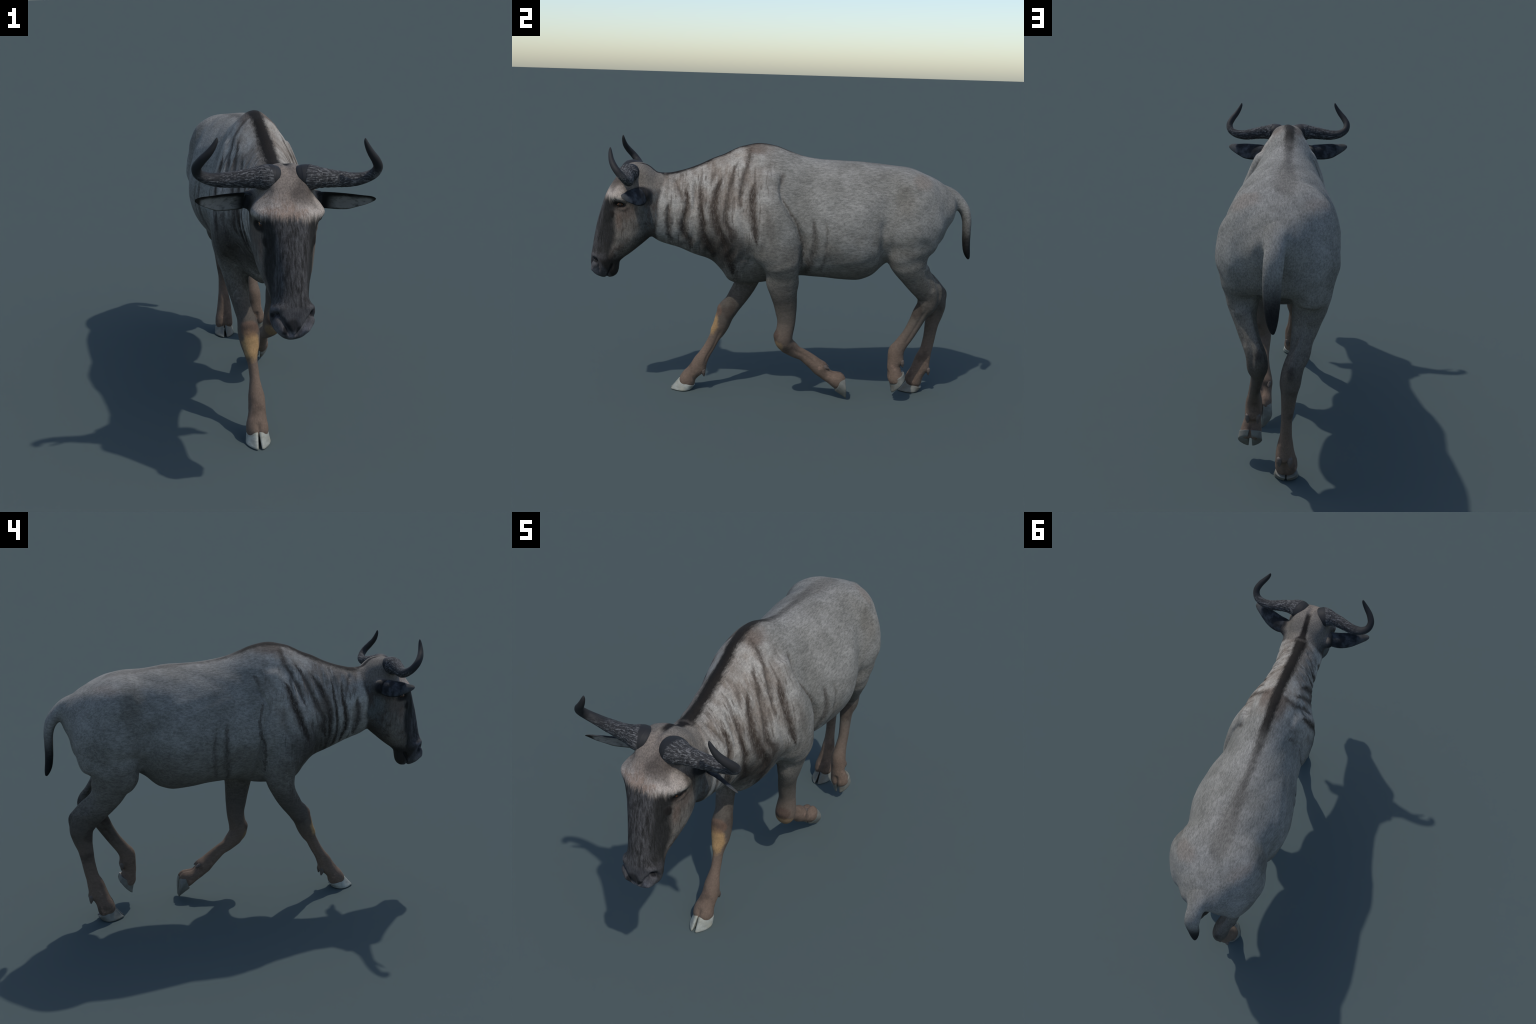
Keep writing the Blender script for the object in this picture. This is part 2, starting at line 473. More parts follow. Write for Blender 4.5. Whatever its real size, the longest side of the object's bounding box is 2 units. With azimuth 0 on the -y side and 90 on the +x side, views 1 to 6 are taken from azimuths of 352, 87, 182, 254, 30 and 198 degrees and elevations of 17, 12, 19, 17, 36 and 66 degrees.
    # cloven pasterns: a groove down the front and back of each foot
    for limb, xc, lo, hi in (('forelimb_right', -.086, .03, .10), ('hindlimb_right', -.096, .03, .12), ('hindlimb_left', .066, .09, .18)):
        k = is_[limb] * smooth(lo - .02, lo + .01, z) * (1 - smooth(hi - .02, hi, z))
        D -= .008 * bell(x - xc, .010) * k
    D -= .008 * bell(x - .037, .010) * is_['forelimb_left'] * smooth(.25, .285, y)

    # ---- head, in its own upright frame
    H = unroll_head(P)
    H[:, 0] = np.abs(H[:, 0])
    hm = is_['head'].astype(float)

    def stroke(pts, h, w):
        d, t, _ = polyline_distance(H, A(pts, float))
        D[:] += h * bell(d, w) * hm

    stroke([(.055, -.905, 1.088), (.095, -.88, 1.088), (.122, -.84, 1.082), (.122, -.81, 1.072)], .0045, .020)     # brow
    stroke([(.112, -.850, 1.040), (.114, -.822, 1.040)], -.010, .016)                                              # socket
    stroke([(.112, -.866, 1.048), (.114, -.845, 1.056), (.115, -.818, 1.053), (.114, -.802, 1.042)], .006, .007)    # upper lid
    stroke([(.112, -.868, 1.030), (.108, -.850, 1.018), (.110, -.820, 1.018), (.115, -.800, 1.03)], .004, .008)    # lower lid
    stroke([(.093, -.880, .995), (.090, -.876, .978)], .006, .014)                                                 # gland
    stroke([(.085, -.905, 1.01), (.080, -.905, .97), (.084, -.893, .94)], -.006, .011)
    stroke([(.076, -.915, .93), (.072, -.925, .87), (.066, -.935, .81)], -.006, .026)                              # nasal hollow
    stroke([(.100, -.845, .985), (.095, -.835, .93), (.088, -.84, .87)], .004, .020)                               # cheek crest
    stroke([(.065, -.965, .99), (.060, -.975, .90), (.058, -.985, .82)], .003, .012)
    stroke([(.010, -.992, .668), (.028, -.996, .697), (.046, -.992, .728), (.062, -.978, .748)], -.014, .007)      # nostril
    stroke([(.062, -.978, .748), (.074, -.965, .746), (.081, -.954, .722), (.078, -.951, .695), (.066, -.953, .668),
            (.052, -.955, .650)], -.019, .0065)
    stroke([(.062, -.973, .746), (.070, -.966, .742)], -.014, .009)
    stroke([(.045, -.990, .772), (.068, -.968, .771), (.082, -.945, .762)], .005, .012)
    stroke([(.046, -.985, .690), (.062, -.972, .715)], .007, .013)                                                 # nostril flap
    stroke([(.0, -1.0, .735), (.0, -.998, .69)], -.004, .016)
    stroke([(0, -.917, .640), (.022, -.915, .646), (.040, -.908, .665), (.050, -.897, .688), (.055, -.884, .712)], -.018, .0065)  # mouth
    stroke([(0, -.84, 1.22), (0, -.79, 1.245), (0, -.73, 1.23)], -.010, .014)                                      # poll groove
    stroke([(.105, -.80, 1.125), (.105, -.77, 1.09)], -.006, .022)                                                 # temple
    return P + N * D[:, None]


P = main_sculpt(P)
P = laplace(P, E, .3 * np.ones(len(P)), 2)
N = vertex_normals(P, Q)


# ---------------------------------------------------------------- materials
class Nodes:
    """Small helper to write node graphs as formulas."""

    def __init__(self, name):
        self.mat = bpy.data.materials.new(name)
        self.mat.use_nodes = True
        self.t = self.mat.node_tree
        self.bsdf = self.t.nodes['Principled BSDF']
        self.obj = self.t.nodes.new('ShaderNodeTexCoord').outputs['Object']
        sep = self.t.nodes.new('ShaderNodeSeparateXYZ')
        self.t.links.new(self.obj, sep.inputs[0])
        self.x, self.y, self.z = sep.outputs

    def put(self, sock, v):
        if isinstance(v, bpy.types.NodeSocket):
            self.t.links.new(v, sock)
        else:
            sock.default_value = v

    def m(self, op, a, b=0., c=None, clamp=False):
        n = self.t.nodes.new('ShaderNodeMath'); n.operation = op; n.use_clamp = clamp
        self.put(n.inputs[0], a); self.put(n.inputs[1], b)
        if c is not None:
            self.put(n.inputs[2], c)
        return n.outputs[0]

    def add(self, *a):
        r = a[0]
        for k in a[1:]:
            r = self.m('ADD', r, k)
        return r

    def mul(self, *a):
        r = a[0]
        for k in a[1:]:
            r = self.m('MULTIPLY', r, k)
        return r

    def sub(self, a, b):
        return self.m('SUBTRACT', a, b)

    def inv(self, a):
        return self.m('SUBTRACT', 1., a)

    def max(self, a, b):
        return self.m('MAXIMUM', a, b)

    def step(self, v, lo, hi, out0=0., out1=1.):
        """Smooth ramp of v from lo to hi (lo may be the larger)."""
        n = self.t.nodes.new('ShaderNodeMapRange'); n.interpolation_type = 'SMOOTHSTEP'
        if not isinstance(lo, bpy.types.NodeSocket) and lo > hi:
            lo, hi, out0, out1 = hi, lo, out1, out0
        for k, q in zip(('Value', 'From Min', 'From Max', 'To Min', 'To Max'), (v, lo, hi, out0, out1)):
            self.put(n.inputs[k], q)
        return n.outputs[0]

    def curve(self, v, pts):
        """Smooth curve through (input, output) points, flat outside."""
        xs = [p[0] for p in pts]; ys = [p[1] for p in pts]
        x0, x1, y0, y1 = min(xs), max(xs), min(ys), max(ys)
        y1 = y1 if y1 > y0 else y0 + 1e-4
        r = self.t.nodes.new('ShaderNodeMapRange'); r.clamp = True
        for k, q in zip(('Value', 'From Min', 'From Max'), (v, x0, x1)):
            self.put(r.inputs[k], q)
        n = self.t.nodes.new('ShaderNodeFloatCurve')
        c = n.mapping.curves[0]
        P = sorted(((x - x0) / (x1 - x0), (y - y0) / (y1 - y0)) for x, y in pts)
        c.points[0].location = P[0]; c.points[1].location = P[-1]
        for p in P[1:-1]:
            c.points.new(*p)
        n.mapping.update()
        self.t.links.new(r.outputs[0], n.inputs['Value'])
        return self.m('MULTIPLY_ADD', n.outputs[0], y1 - y0, y0)

    def vec(self, scale=(1, 1, 1), rot=(0, 0, 0), src=None):
        n = self.t.nodes.new('ShaderNodeMapping')
        n.inputs['Scale'].default_value = scale; n.inputs['Rotation'].default_value = rot
        self.t.links.new(src or self.obj, n.inputs['Vector'])
        return n.outputs[0]

    def noise(self, v, scale=1., detail=3., rough=.55, dist=0.):
        n = self.t.nodes.new('ShaderNodeTexNoise')
        self.t.links.new(v, n.inputs['Vector'])
        n.inputs['Scale'].default_value = scale; n.inputs['Detail'].default_value = detail
        n.inputs['Roughness'].default_value = rough; n.inputs['Distortion'].default_value = dist
        return n.outputs['Fac']

    def mix(self, f, a, b, mode='MIX'):
        n = self.t.nodes.new('ShaderNodeMix'); n.data_type = 'RGBA'; n.blend_type = mode
        self.put(n.inputs[0], f)
        for s, v in ((n.inputs[6], a), (n.inputs[7], b)):
            self.put(s, (*v, 1) if isinstance(v, tuple) else v)
        return n.outputs[2]

    def dist(self, c, r=(1, 1, 1), mirror=None):
        """Distance from a point, in units of r per axis."""
        x = mirror if mirror is not None else self.x
        e = [self.m('POWER', self.mul(self.sub(v, k), 1 / q), 2.) for v, k, q in zip((x, self.y, self.z), c, r)]
        return self.m('SQRT', self.add(*e))

    def bump(self, h, strength, d):
        n = self.t.nodes.new('ShaderNodeBump')
        n.inputs['Strength'].default_value = strength; n.inputs['Distance'].default_value = d
        self.t.links.new(h, n.inputs['Height'])
        self.t.links.new(n.outputs[0], self.bsdf.inputs['Normal'])

    def finish(self, col, rough=.8, spec=.2):
        self.put(self.bsdf.inputs['Base Color'], col if isinstance(col, bpy.types.NodeSocket) else (*col, 1))
        self.put(self.bsdf.inputs['Roughness'], rough)
        self.bsdf.inputs['Specular IOR Level'].default_value = spec
        return self.mat


# palette
BODY_GREY, BODY_PALE = (.160, .154, .137), (.218, .210, .190)
NECK_WARM, NECK_PALE = (.215, .180, .148), (.345, .322, .285)
BELLY_BROWN_SHADE = (.110, .097, .080)
STRIPE_LOW, STRIPE_TOP = (.024, .018, .014), (.055, .039, .029)
LEG_TOP, LEG_LOW, LEG_DARK = (.078, .067, .055), (.130, .092, .068), (.045, .032, .025)
KNEE_TAN = (.33, .205, .095)
CHEEK_PALE, CHEEK_GREY, CHEEK_BROWN = (.140, .124, .106), (.078, .083, .080), (.050, .037, .030)
BROW_PINK, BROW_PALE = (.23, .17, .135), (.36, .315, .275)
FACE_BLACK, FACE_GREY = (.015, .0145, .014), (.072, .070, .071)
MUZZLE_DARK, MUZZLE_PALE = (.042, .041, .043), (.135, .130, .140)

STRIPES = [  # dark bands of neck and shoulder, the last a darkened crease: (height, y, half width), strength
    ([(.88, -.583, .010), (.95, -.592, .014), (1.00, -.592, .012), (1.06, -.590, .002)], .75),
    ([(1.04, -.512, .002), (1.08, -.524, .007), (1.121, -.543, .006), (1.18, -.572, .002)], .6),
    ([(.83, -.478, .010), (.865, -.492, .018), (.93, -.517, .018), (1.00, -.507, .012), (1.07, -.498, .009), (1.14, -.512, .002)], .95),
    ([(.79, -.366, .012), (.84, -.388, .024), (.90, -.413, .017), (.97, -.419, .012), (1.04, -.427, .011), (1.15, -.432, .003)], .95),
    ([(.99, -.465, .001), (1.06, -.462, .004), (1.12, -.463, .005), (1.18, -.468, .001)], .45),
    ([(.70, -.262, .010), (.78, -.284, .020), (.84, -.298, .022), (.91, -.327, .020), (.97, -.352, .028), (1.04, -.360, .022),
      (1.12, -.348, .015), (1.20, -.312, .002)], .9),
    ([(.88, -.268, .008), (.93, -.278, .024), (.97, -.305, .018), (1.05, -.300, .014), (1.12, -.287, .012), (1.20, -.270, .008),
      (1.27, -.240, .002)], .8),
    ([(1.04, -.236, .003), (1.10, -.232, .009), (1.19, -.214, .012), (1.28, -.190, .011), (1.34, -.183, .006)], .75),
    ([(.87, -.146, .004), (.92, -.157, .013), (.98, -.163, .015), (1.05, -.172, .017), (1.11, -.170, .016), (1.17, -.158, .004)], 1.),
    ([(.88, -.085, .004), (.93, -.075, .016), (1.0, -.095, .012), (1.05, -.105, .003)], .3),
    ([(.72, .118, .008), (.80, .135, .013), (.90, .143, .010), (1.01, .127, .002)], .55),
    ([(.74, .185, .006), (.83, .203, .008), (.91, .204, .007), (1.0, .175, .002)], .4),
    ([(1.15, -.033, .002), (1.185, -.026, .009), (1.22, -.018, .002)], .5),
    ([(.74, .087, .003), (.82, .089, .004), (.864, .085, .004), (.923, .070, .004), (.981, .044, .004), (1.038, .009, .004), (1.09, -.022, .002)], .6, 'slid')]  # crease shade behind the shoulder blade, put into the colour as a thin line


def coat():
    g = Nodes('short_coat')
    x, y, z = g.x, g.y, g.z
    coarse = g.noise(g.vec((1, 1, 1)), 9, 4, .6)
    patch = g.noise(g.vec((1, 1, 1)), 4.5, 3, .55)
    hair = g.noise(g.vec((170, 45, 110), (.5, 0, 0)), 1, 4, .65, .4)
    hair_v = g.noise(g.vec((190, 190, 42)), 1, 4, .65, .3)
    fine = g.noise(g.vec((420, 150, 330), (.5, 0, 0)), 1, 2, .6)
    jit = g.add(g.mul(g.sub(g.noise(g.vec((60, 40, 14)), 1, 3, .6), .5), .030), g.mul(g.sub(g.noise(g.vec((90, 90, 55)), 1, 3, .7), .5), .028))
    streaks = g.noise(g.vec((9, 46, 8), (.12, 0, 0)), 1, 4, .6, .5)
    face_hair = g.noise(g.vec((105, 60, 13)), 1, 4, .7, .35)
    mid = g.curve(y, [(-.75, .0), (-.6, -.007), (-.3, -.022), (-.14, -.029), (.16, -.038), (.4, -.042), (.66, -.044), (.86, -.024)])
    off = g.sub(x, mid); aoff = g.m('ABSOLUTE', off)
    # head frame: undo the tilt of the head
    sn, cs = math.sin(HEAD_ROLL), math.cos(HEAD_ROLL)
    xr, zr = g.sub(x, HEAD_PIVOT[0]), g.sub(z, HEAD_PIVOT[1])
    hx = g.m('ABSOLUTE', g.sub(g.mul(xr, cs), g.mul(zr, sn)))
    hz = g.add(HEAD_PIVOT[1], g.mul(xr, sn), g.mul(zr, cs))
    neck_line = g.add(y, g.mul(g.sub(z, 1.0), -.12), g.mul(g.sub(coarse, .5), .05))
    head = g.mul(g.step(neck_line, -.628, -.652), g.step(z, .55, .60))

    # --- body ground colour: blue-grey flank, warmer and paler over neck and shoulder
    grey = g.mix(g.step(patch, .35, .68), BODY_GREY, BODY_PALE)
    fore = g.mul(g.step(y, .0, -.22), g.step(z, .85, 1.05))
    col = g.mix(g.mul(fore, .9), grey, g.mix(g.step(coarse, .35, .65), NECK_WARM, NECK_PALE))
    low_shade = g.mul(g.step(g.add(z, g.mul(g.sub(coarse, .5), .25), g.mul(g.sub(patch, .5), .2)), .98, .68), .7)  # brown belly coat plus some lower-flank shading painted into the colour
    col = g.mix(low_shade, col, BELLY_BROWN_SHADE)
    # rump and thigh patches
    thigh = g.step(g.add(g.dist((0, .585, 1.11), (9, .06, .10)), g.mul(g.sub(coarse, .5), 1.2)), 1.2, .4)
    col = g.mix(g.mul(thigh, .32, g.step(aoff, .1, .15)), col, (.10, .085, .065))
    rust = g.step(g.add(g.dist((0, .69, 1.19), (9, .09, .05)), g.mul(g.sub(coarse, .5), 1.6)), 1.0, .3)
    col = g.mix(g.mul(rust, .22, g.step(aoff, .06, .12)), col, (.24, .17, .13))
    withers = g.step(g.add(g.dist((0, -.13, 1.325), (9, .10, .035)), g.mul(g.sub(coarse, .5), 1.4)), 1.1, .3)
    col = g.mix(g.mul(withers, .55), col, (.09, .06, .045))

    # --- neck and shoulder bands (right side slid forward with its shoulder)
    shear = g.mul(g.curve(z, [(.72, .16), (.85, .15), (.93, .11), (1.04, .055), (1.13, .03), (1.25, .0)]),
                  g.step(y, -.56, -.40), g.step(y, .22, .12))
    ys = g.add(y, g.mul(shear, g.step(off, .02, -.02)), jit)
    band = None
    for rows, k, *slid in STRIPES:
        c = g.curve(z, [(h, yy) for h, yy, w in rows])
        w = g.curve(z, [(rows[0][0] - .03, .0)] + [(h, w) for h, yy, w in rows] + [(rows[-1][0] + .03, .0)])
        d = g.m('DIVIDE', g.m('ABSOLUTE', g.sub(ys if slid or rows[0][1] < .05 else g.add(y, jit), c)), g.add(w, .0012))
        s = g.mul(g.step(d, 2.3, .2), g.step(w, .0003, .004 if slid else .006), min(1., k * 1.12))
        core = g.mul(g.step(d, .9, .1), g.step(w, .0005, .006), k)
        dark = core if band is None else g.max(dark, core)
        band = s if band is None else g.max(band, s)
    loose = g.mul(g.step(y, -.64, -.56), g.step(g.add(y, g.mul(g.sub(z, 1.), -.25)), -.02, -.20), g.step(z, 1.30, 1.18), g.inv(head))
    band = g.max(band, g.mul(g.step(streaks, .53, .64), loose, .65))
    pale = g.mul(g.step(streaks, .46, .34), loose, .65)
    col = g.mix(pale, col, NECK_PALE)
    band = g.mul(band, g.step(hair_v, .30, .52, .62, 1.), g.step(coarse, .30, .55, .72, 1.), g.step(aoff, .02, .05), g.inv(head))
    col = g.mix(g.mul(band, .96), col, g.mix(g.step(z, .85, 1.1), STRIPE_LOW, STRIPE_TOP))
    col = g.mix(g.mul(dark, band, g.step(hair_v, .35, .55), .4), col, (.016, .012, .009))
    chest = g.mul(g.step(g.add(g.dist((0, -.32, .82), (9, .16, .15)), g.mul(g.sub(streaks, .5), 1.6)), 1.25, .2), g.inv(head), .72)
    col = g.mix(chest, col, STRIPE_LOW)

    # --- legs: warm brown downwards
    legs = g.step(g.add(z, g.mul(g.sub(coarse, .5), .12)), .72, .50)
    legcol = g.mix(g.step(g.add(z, g.mul(g.sub(patch, .5), .25)), .52, .22), LEG_TOP, LEG_LOW)
    legcol = g.mix(g.mul(g.step(coarse, .52, .68), .55), legcol, LEG_DARK)
    legcol = g.mix(g.mul(g.step(g.noise(g.vec((1, 1, 1)), 26, 3), .55, .75), g.step(z, .3, .12), .6), legcol, (.26, .17, .125))
    col = g.mix(legs, col, legcol)
    for c, r, tint, k in (((-.084, -.378, .386), (.066, .052, .076), KNEE_TAN, .9), ((.070, -.022, .298), (.06, .040, .046), (.24, .155, .08), .7),
                          ((-.088, -.345, .45), (.06, .04, .04), (.13, .075, .05), .6), ((.072, -.035, .36), (.05, .03, .035), (.055, .034, .026), .65),
                          ((-.100, .910, .566), (.026, .026, .040), (.022, .016, .012), .0), ((.029, .858, .606), (.026, .026, .040), (.022, .016, .012), .0),
                          ((-.10, .81, .47), (.06, .04, .05), (.03, .02, .015), .5), ((.04, .71, .50), (.06, .04, .05), (.03, .02, .015), .5)):
        d = g.add(g.dist(c, r), g.mul(g.sub(g.noise(g.vec((1, 1, 1)), 30, 3), .5), .7))
        col = g.mix(g.mul(g.step(d, 1.15, .7), k), col, tint)

    for c in ((-.100, .908, .564), (.029, .855, .604)):
        d = g.add(g.dist(c, (.026, .030, .036)), g.mul(g.sub(g.noise(g.vec((1, 1, 1)), 55, 3), .5), .9))
        col = g.mix(g.mul(g.step(d, 1.3, .1), .7), col, (.020, .015, .012))

    # --- dorsal line: black mane line over the neck, fading along the back
    width = g.curve(y, [(-.76, .012), (-.64, .014), (-.60, .030), (-.5, .026), (-.3, .024), (-.14, .022), (.05, .018), (.2, .013),
                        (.4, .018), (.6, .024), (.68, .014)])
    fade = g.curve(y, [(-.8, 0), (-.76, .95), (-.1, .97), (.04, .9), (.15, .8), (.3, .7), (.5, .85), (.62, .85), (.70, 0.)])
    top = g.curve(y, [(-.76, 1.165), (-.6, 1.14), (-.37, 1.22), (-.14, 1.29), (.1, 1.24), (.4, 1.22), (.66, 1.18), (.8, 1.1)])
    d = g.add(g.m('DIVIDE', aoff, width), g.mul(g.sub(hair, .5), .9), g.mul(g.sub(coarse, .5), .9))
    crisp = g.step(y, .16, -.02)
    blur = g.mul(g.step(d, 2.4, .1), g.step(coarse, .36, .62), .8)
    dorsal = g.mul(g.mix(crisp, blur, g.step(d, 1.7, .6)), fade, g.step(g.sub(z, top), -.01, .02))
    soft = g.mul(g.step(d, 3.2, .9), fade, g.step(g.sub(z, top), -.01, .02), .35)
    col = g.mix(soft, col, (.09, .075, .06))
    col = g.mix(dorsal, col, g.mix(crisp, (.040, .036, .031), (.012, .010, .008)))

    # --- tail darkens to black
    tail = g.mul(g.step(y, .885, .925), g.step(g.add(z, g.mul(g.sub(coarse, .5), .1)), 1.06, .82), g.step(z, .70, .74))
    col = g.mix(tail, col, (.010, .010, .010))

    # --- head
    cheek = g.mix(g.step(g.add(y, g.mul(g.sub(coarse, .5), .14)), -.80, -.70), CHEEK_PALE, CHEEK_GREY)
    cheek = g.mix(g.mul(g.step(g.add(g.mul(coarse, .6), g.mul(face_hair, .4)), .42, .60), .85), cheek, CHEEK_BROWN)
    cheek = g.mix(g.mul(g.step(g.add(g.dist((0, -.815, 1.0), (9, .07, .055)), g.mul(g.sub(coarse, .5), 1.2)), 1.2, .3), .55), cheek, (.105, .076, .062))
    russet = g.step(g.add(g.dist((0, -.842, .945), (9, .022, .05)), g.mul(g.sub(coarse, .5), 1.2)), 1.1, .3)
    cheek = g.mix(g.mul(russet, .3), cheek, (.13, .070, .045))
    jaw = g.step(g.add(g.m('MULTIPLY_ADD', y, -1.05, z), g.mul(g.sub(coarse, .5), .09)), 1.655, 1.60)
    cheek = g.mix(g.mul(jaw, .75), cheek, (.035, .028, .022))
    poll = g.mix(g.step(coarse, .4, .62), (.175, .145, .122), (.085, .070, .060))
    hcol = g.mix(g.step(hz, 1.09, 1.15), cheek, g.mix(g.step(y, -.82, -.74), poll, CHEEK_PALE))
    # pale brow band
    jag = g.mul(g.sub(g.noise(g.vec((110, 30, 9)), 1, 3, .7), .5), .085)
    browz = g.add(hz, jag, g.mul(hx, .12))
    brow = g.mul(g.step(browz, 1.052, 1.098), g.step(g.add(hz, g.mul(g.sub(coarse, .5), .12)), 1.175, 1.085), g.step(y, -.795, -.83))
    hcol = g.mix(g.mul(brow, .95), hcol, g.mix(g.step(g.add(g.mul(face_hair, .5), g.mul(coarse, .5), g.mul(hx, 1.1)), .44, .64), BROW_PINK, BROW_PALE))
    # black face: in front of a line that runs from the eye down to the lips
    yd = g.curve(hz, [(.70, -.90), (.76, -.893), (.80, -.888), (.86, -.868), (.92, -.866), (.98, -.872), (1.02, -.858), (1.05, -.84), (1.08, -.83)])
    face = g.mul(g.step(g.sub(g.add(y, g.mul(g.sub(coarse, .5), .05), g.mul(g.sub(face_hair, .5), .03)), yd), .014, -.013), g.step(browz, 1.094, 1.056))
    facecol = g.mix(g.step(g.add(g.mul(face_hair, .75), g.mul(coarse, .25)), .38, .64), FACE_BLACK, FACE_GREY)
    sideface = g.mul(g.step(hx, .050, .068), g.step(y, -.975, -.95))
    facecol = g.mix(g.mul(sideface, .8), facecol, (.012, .012, .011))
    hcol = g.mix(g.mul(face, .96), hcol, facecol)
    # muzzle
    nosez = g.add(hz, g.mul(g.sub(coarse, .5), .03))
    muzzle = g.mul(g.step(nosez, .785, .755), g.step(g.add(y, g.mul(z, .35)), -.635, -.66))
    flap = g.step(g.dist((.052, -.972, .686), (.032, .040, .040), hx), 1.2, .4)
    rims = g.step(g.dist((.066, -.962, .774), (.030, .034, .016), hx), 1.2, .4)
    vee = g.step(g.dist((0, -.99, .668), (.018, .04, .022), hx), 1.2, .4)
    nosepatch = g.step(g.noise(g.vec((1, 1, 1)), 24, 4, .6), .35, .65, .6, 1.)
    muzcol = g.mix(g.mul(g.max(g.max(flap, rims), vee), nosepatch), g.mix(nosepatch, MUZZLE_DARK, (.060, .058, .060)), MUZZLE_PALE)
    hcol = g.mix(muzzle, hcol, muzcol)
    rhin = g.mul(g.step(g.dist((0, -1.0, .712), (.030, .03, .030), hx), 1.15, .5), .85)
    hcol = g.mix(rhin, hcol, (.012, .012, .013))
    slit = g.max(g.step(g.dist((.070, -.963, .738), (.016, .016, .017), hx), 1.1, .5), g.step(g.dist((.026, -.992, .692), (.014, .012, .020), hx), 1.1, .5))
    hcol = g.mix(g.mul(slit, .85), hcol, (.006, .006, .007))
    chin = g.mul(g.step(g.add(y, g.mul(hz, .55)), -.545, -.525), g.step(hz, .78, .73))
    hcol = g.mix(chin, hcol, (.022, .019, .016))
    ymouth = g.curve(hz, [(.640, -.917), (.665, -.909), (.688, -.898), (.712, -.884)])
    lips = g.mul(g.step(g.m('ABSOLUTE', g.sub(y, ymouth)), .006, .002), g.step(hz, .722, .708))
    hcol = g.mix(g.mul(lips, .85), hcol, (.006, .005, .005))
    # eye surround, gland, ear roots
    for c, r, k in (((.112, -.840, 1.038), (.05, .042, .024), .95), ((.095, -.878, .986), (.03, .016, .022), .85)):
        hcol = g.mix(g.mul(g.step(g.add(g.dist(c, r, hx), g.mul(g.sub(coarse, .5), .5)), 1.2, .55), k), hcol, (.010, .008, .007))
    root = g.step(g.add(g.dist((.145, -.725, 1.103), (.040, .062, .045), hx), g.mul(g.sub(coarse, .5), .6)), 1.2, .6)
    hcol = g.mix(root, hcol, (.014, .014, .015))
    col = g.mix(head, col, hcol)
    col = g.mix(g.mul(dorsal, head, g.step(y, -.77, -.74)), col, (.010, .008, .007))

    # --- hair grain over everything
    grain = g.add(g.mul(hair, .68), g.mul(fine, .32))
    grain = g.mix(g.max(head, g.mul(fore, .5)), grain, g.add(g.mul(hair_v, .6), g.mul(fine, .4)))
    grain = g.add(g.mul(grain, .8), g.mul(g.noise(g.vec((26, 16, 22), (.5, 0, 0)), 1, 4, .65), .2))
    val = g.step(grain, .36, .64, .66, 1.30)
    val = g.mix(g.mul(g.step(z, .60, .45), .55), val, (1., 1., 1.))
    n = g.t.nodes.new('ShaderNodeHueSaturation')
    g.put(n.inputs['Value'], val); g.t.links.new(col, n.inputs['Color'])
    g.bump(grain, .35, .004)
    return g.finish(n.outputs[0], .82, .18)


def horn_material():
    g = Nodes('horn_sheath')
    sx = g.m('ABSOLUTE', g.x)
    streak = g.noise(g.vec((26, 210, 210)), 1, 4, .65, .5)
    crack = g.noise(g.vec((120, 60, 60)), 1, 3, .6)
    edge = g.add(sx, g.mul(g.sub(g.y, -.79), -.40), g.mul(g.sub(crack, .5), .012))
    tip = g.mul(g.step(sx, .20, .25), g.step(g.add(g.z, g.mul(g.sub(streak, .5), .03)), 1.195, 1.228))
    rough = g.mul(g.step(edge, .074, .080), g.inv(tip))
    white = g.mul(rough, g.step(streak, .49, .60), g.step(crack, .28, .52, .25, 1.))
    pit = g.mul(rough, g.step(crack, .60, .68))
    col = g.mix(rough, (.020, .020, .021), (.030, .030, .031))
    col = g.mix(g.mul(white, .8), col, (.160, .158, .158))
    col = g.mix(g.mul(pit, .7), col, (.008, .008, .010))
    g.bump(g.add(g.mul(streak, rough), g.mul(rough, .3)), .5, .006)
    return g.finish(col, g.step(rough, 0, 1, .62, .85), .2)


def hoof_material(name, tone, stain):
    g = Nodes(name)
    n1 = g.noise(g.vec((1, 1, 1)), 30, 4, .6)
    lines = g.noise(g.vec((18, 18, 90)), 1, 3, .6)
    col = g.mix(g.step(n1, .35, .65), tuple(.72 * k for k in tone), tone)
    col = g.mix(g.mul(g.step(g.noise(g.vec((1, 1, 1)), 16, 3), .46, .66), .6), col, stain)
    col = g.mix(g.mul(g.step(lines, .5, .7), .35), col, (.12, .115, .10))
    g.bump(lines, .25, .003)
    return g.finish(col, .55, .3)


def ear_material(lining):
    g = Nodes('ear_lining' if lining else 'ear_back')
    n1 = g.noise(g.vec((40, 90, 90)), 1, 4, .6)
    big = g.noise(g.vec((1, 1, 1)), 22, 3)
    sx = g.m('ABSOLUTE', g.x)
    if lining:
        col = g.mix(g.step(g.add(g.mul(n1, .5), g.mul(big, .5)), .36, .56), (.085, .083, .076), (.235, .228, .21))
        tilt = g.mul(g.x, math.tan(HEAD_ROLL))
        rim = g.add(g.sub(g.add(g.z, tilt), g.curve(sx, [(.12, 1.112), (.20, 1.116), (.26, 1.118), (.30, 1.117), (.33, 1.116)])), g.mul(g.sub(n1, .5), .02))
        col = g.mix(g.step(rim, -.008, .006), col, (.012, .011, .010))
        col = g.mix(g.step(sx, .20, .155), col, (.012, .012, .012))
        col = g.mix(g.step(sx, .305, .322), col, (.02, .018, .015))
    else:
        col = g.mix(g.step(big, .4, .65), (.016, .017, .019), (.055, .060, .068))
        col = g.mix(g.mul(g.step(sx, .27, .315), .6), col, (.09, .088, .082))
    g.bump(n1, .3, .003)
    return g.finish(col, .85, .15)


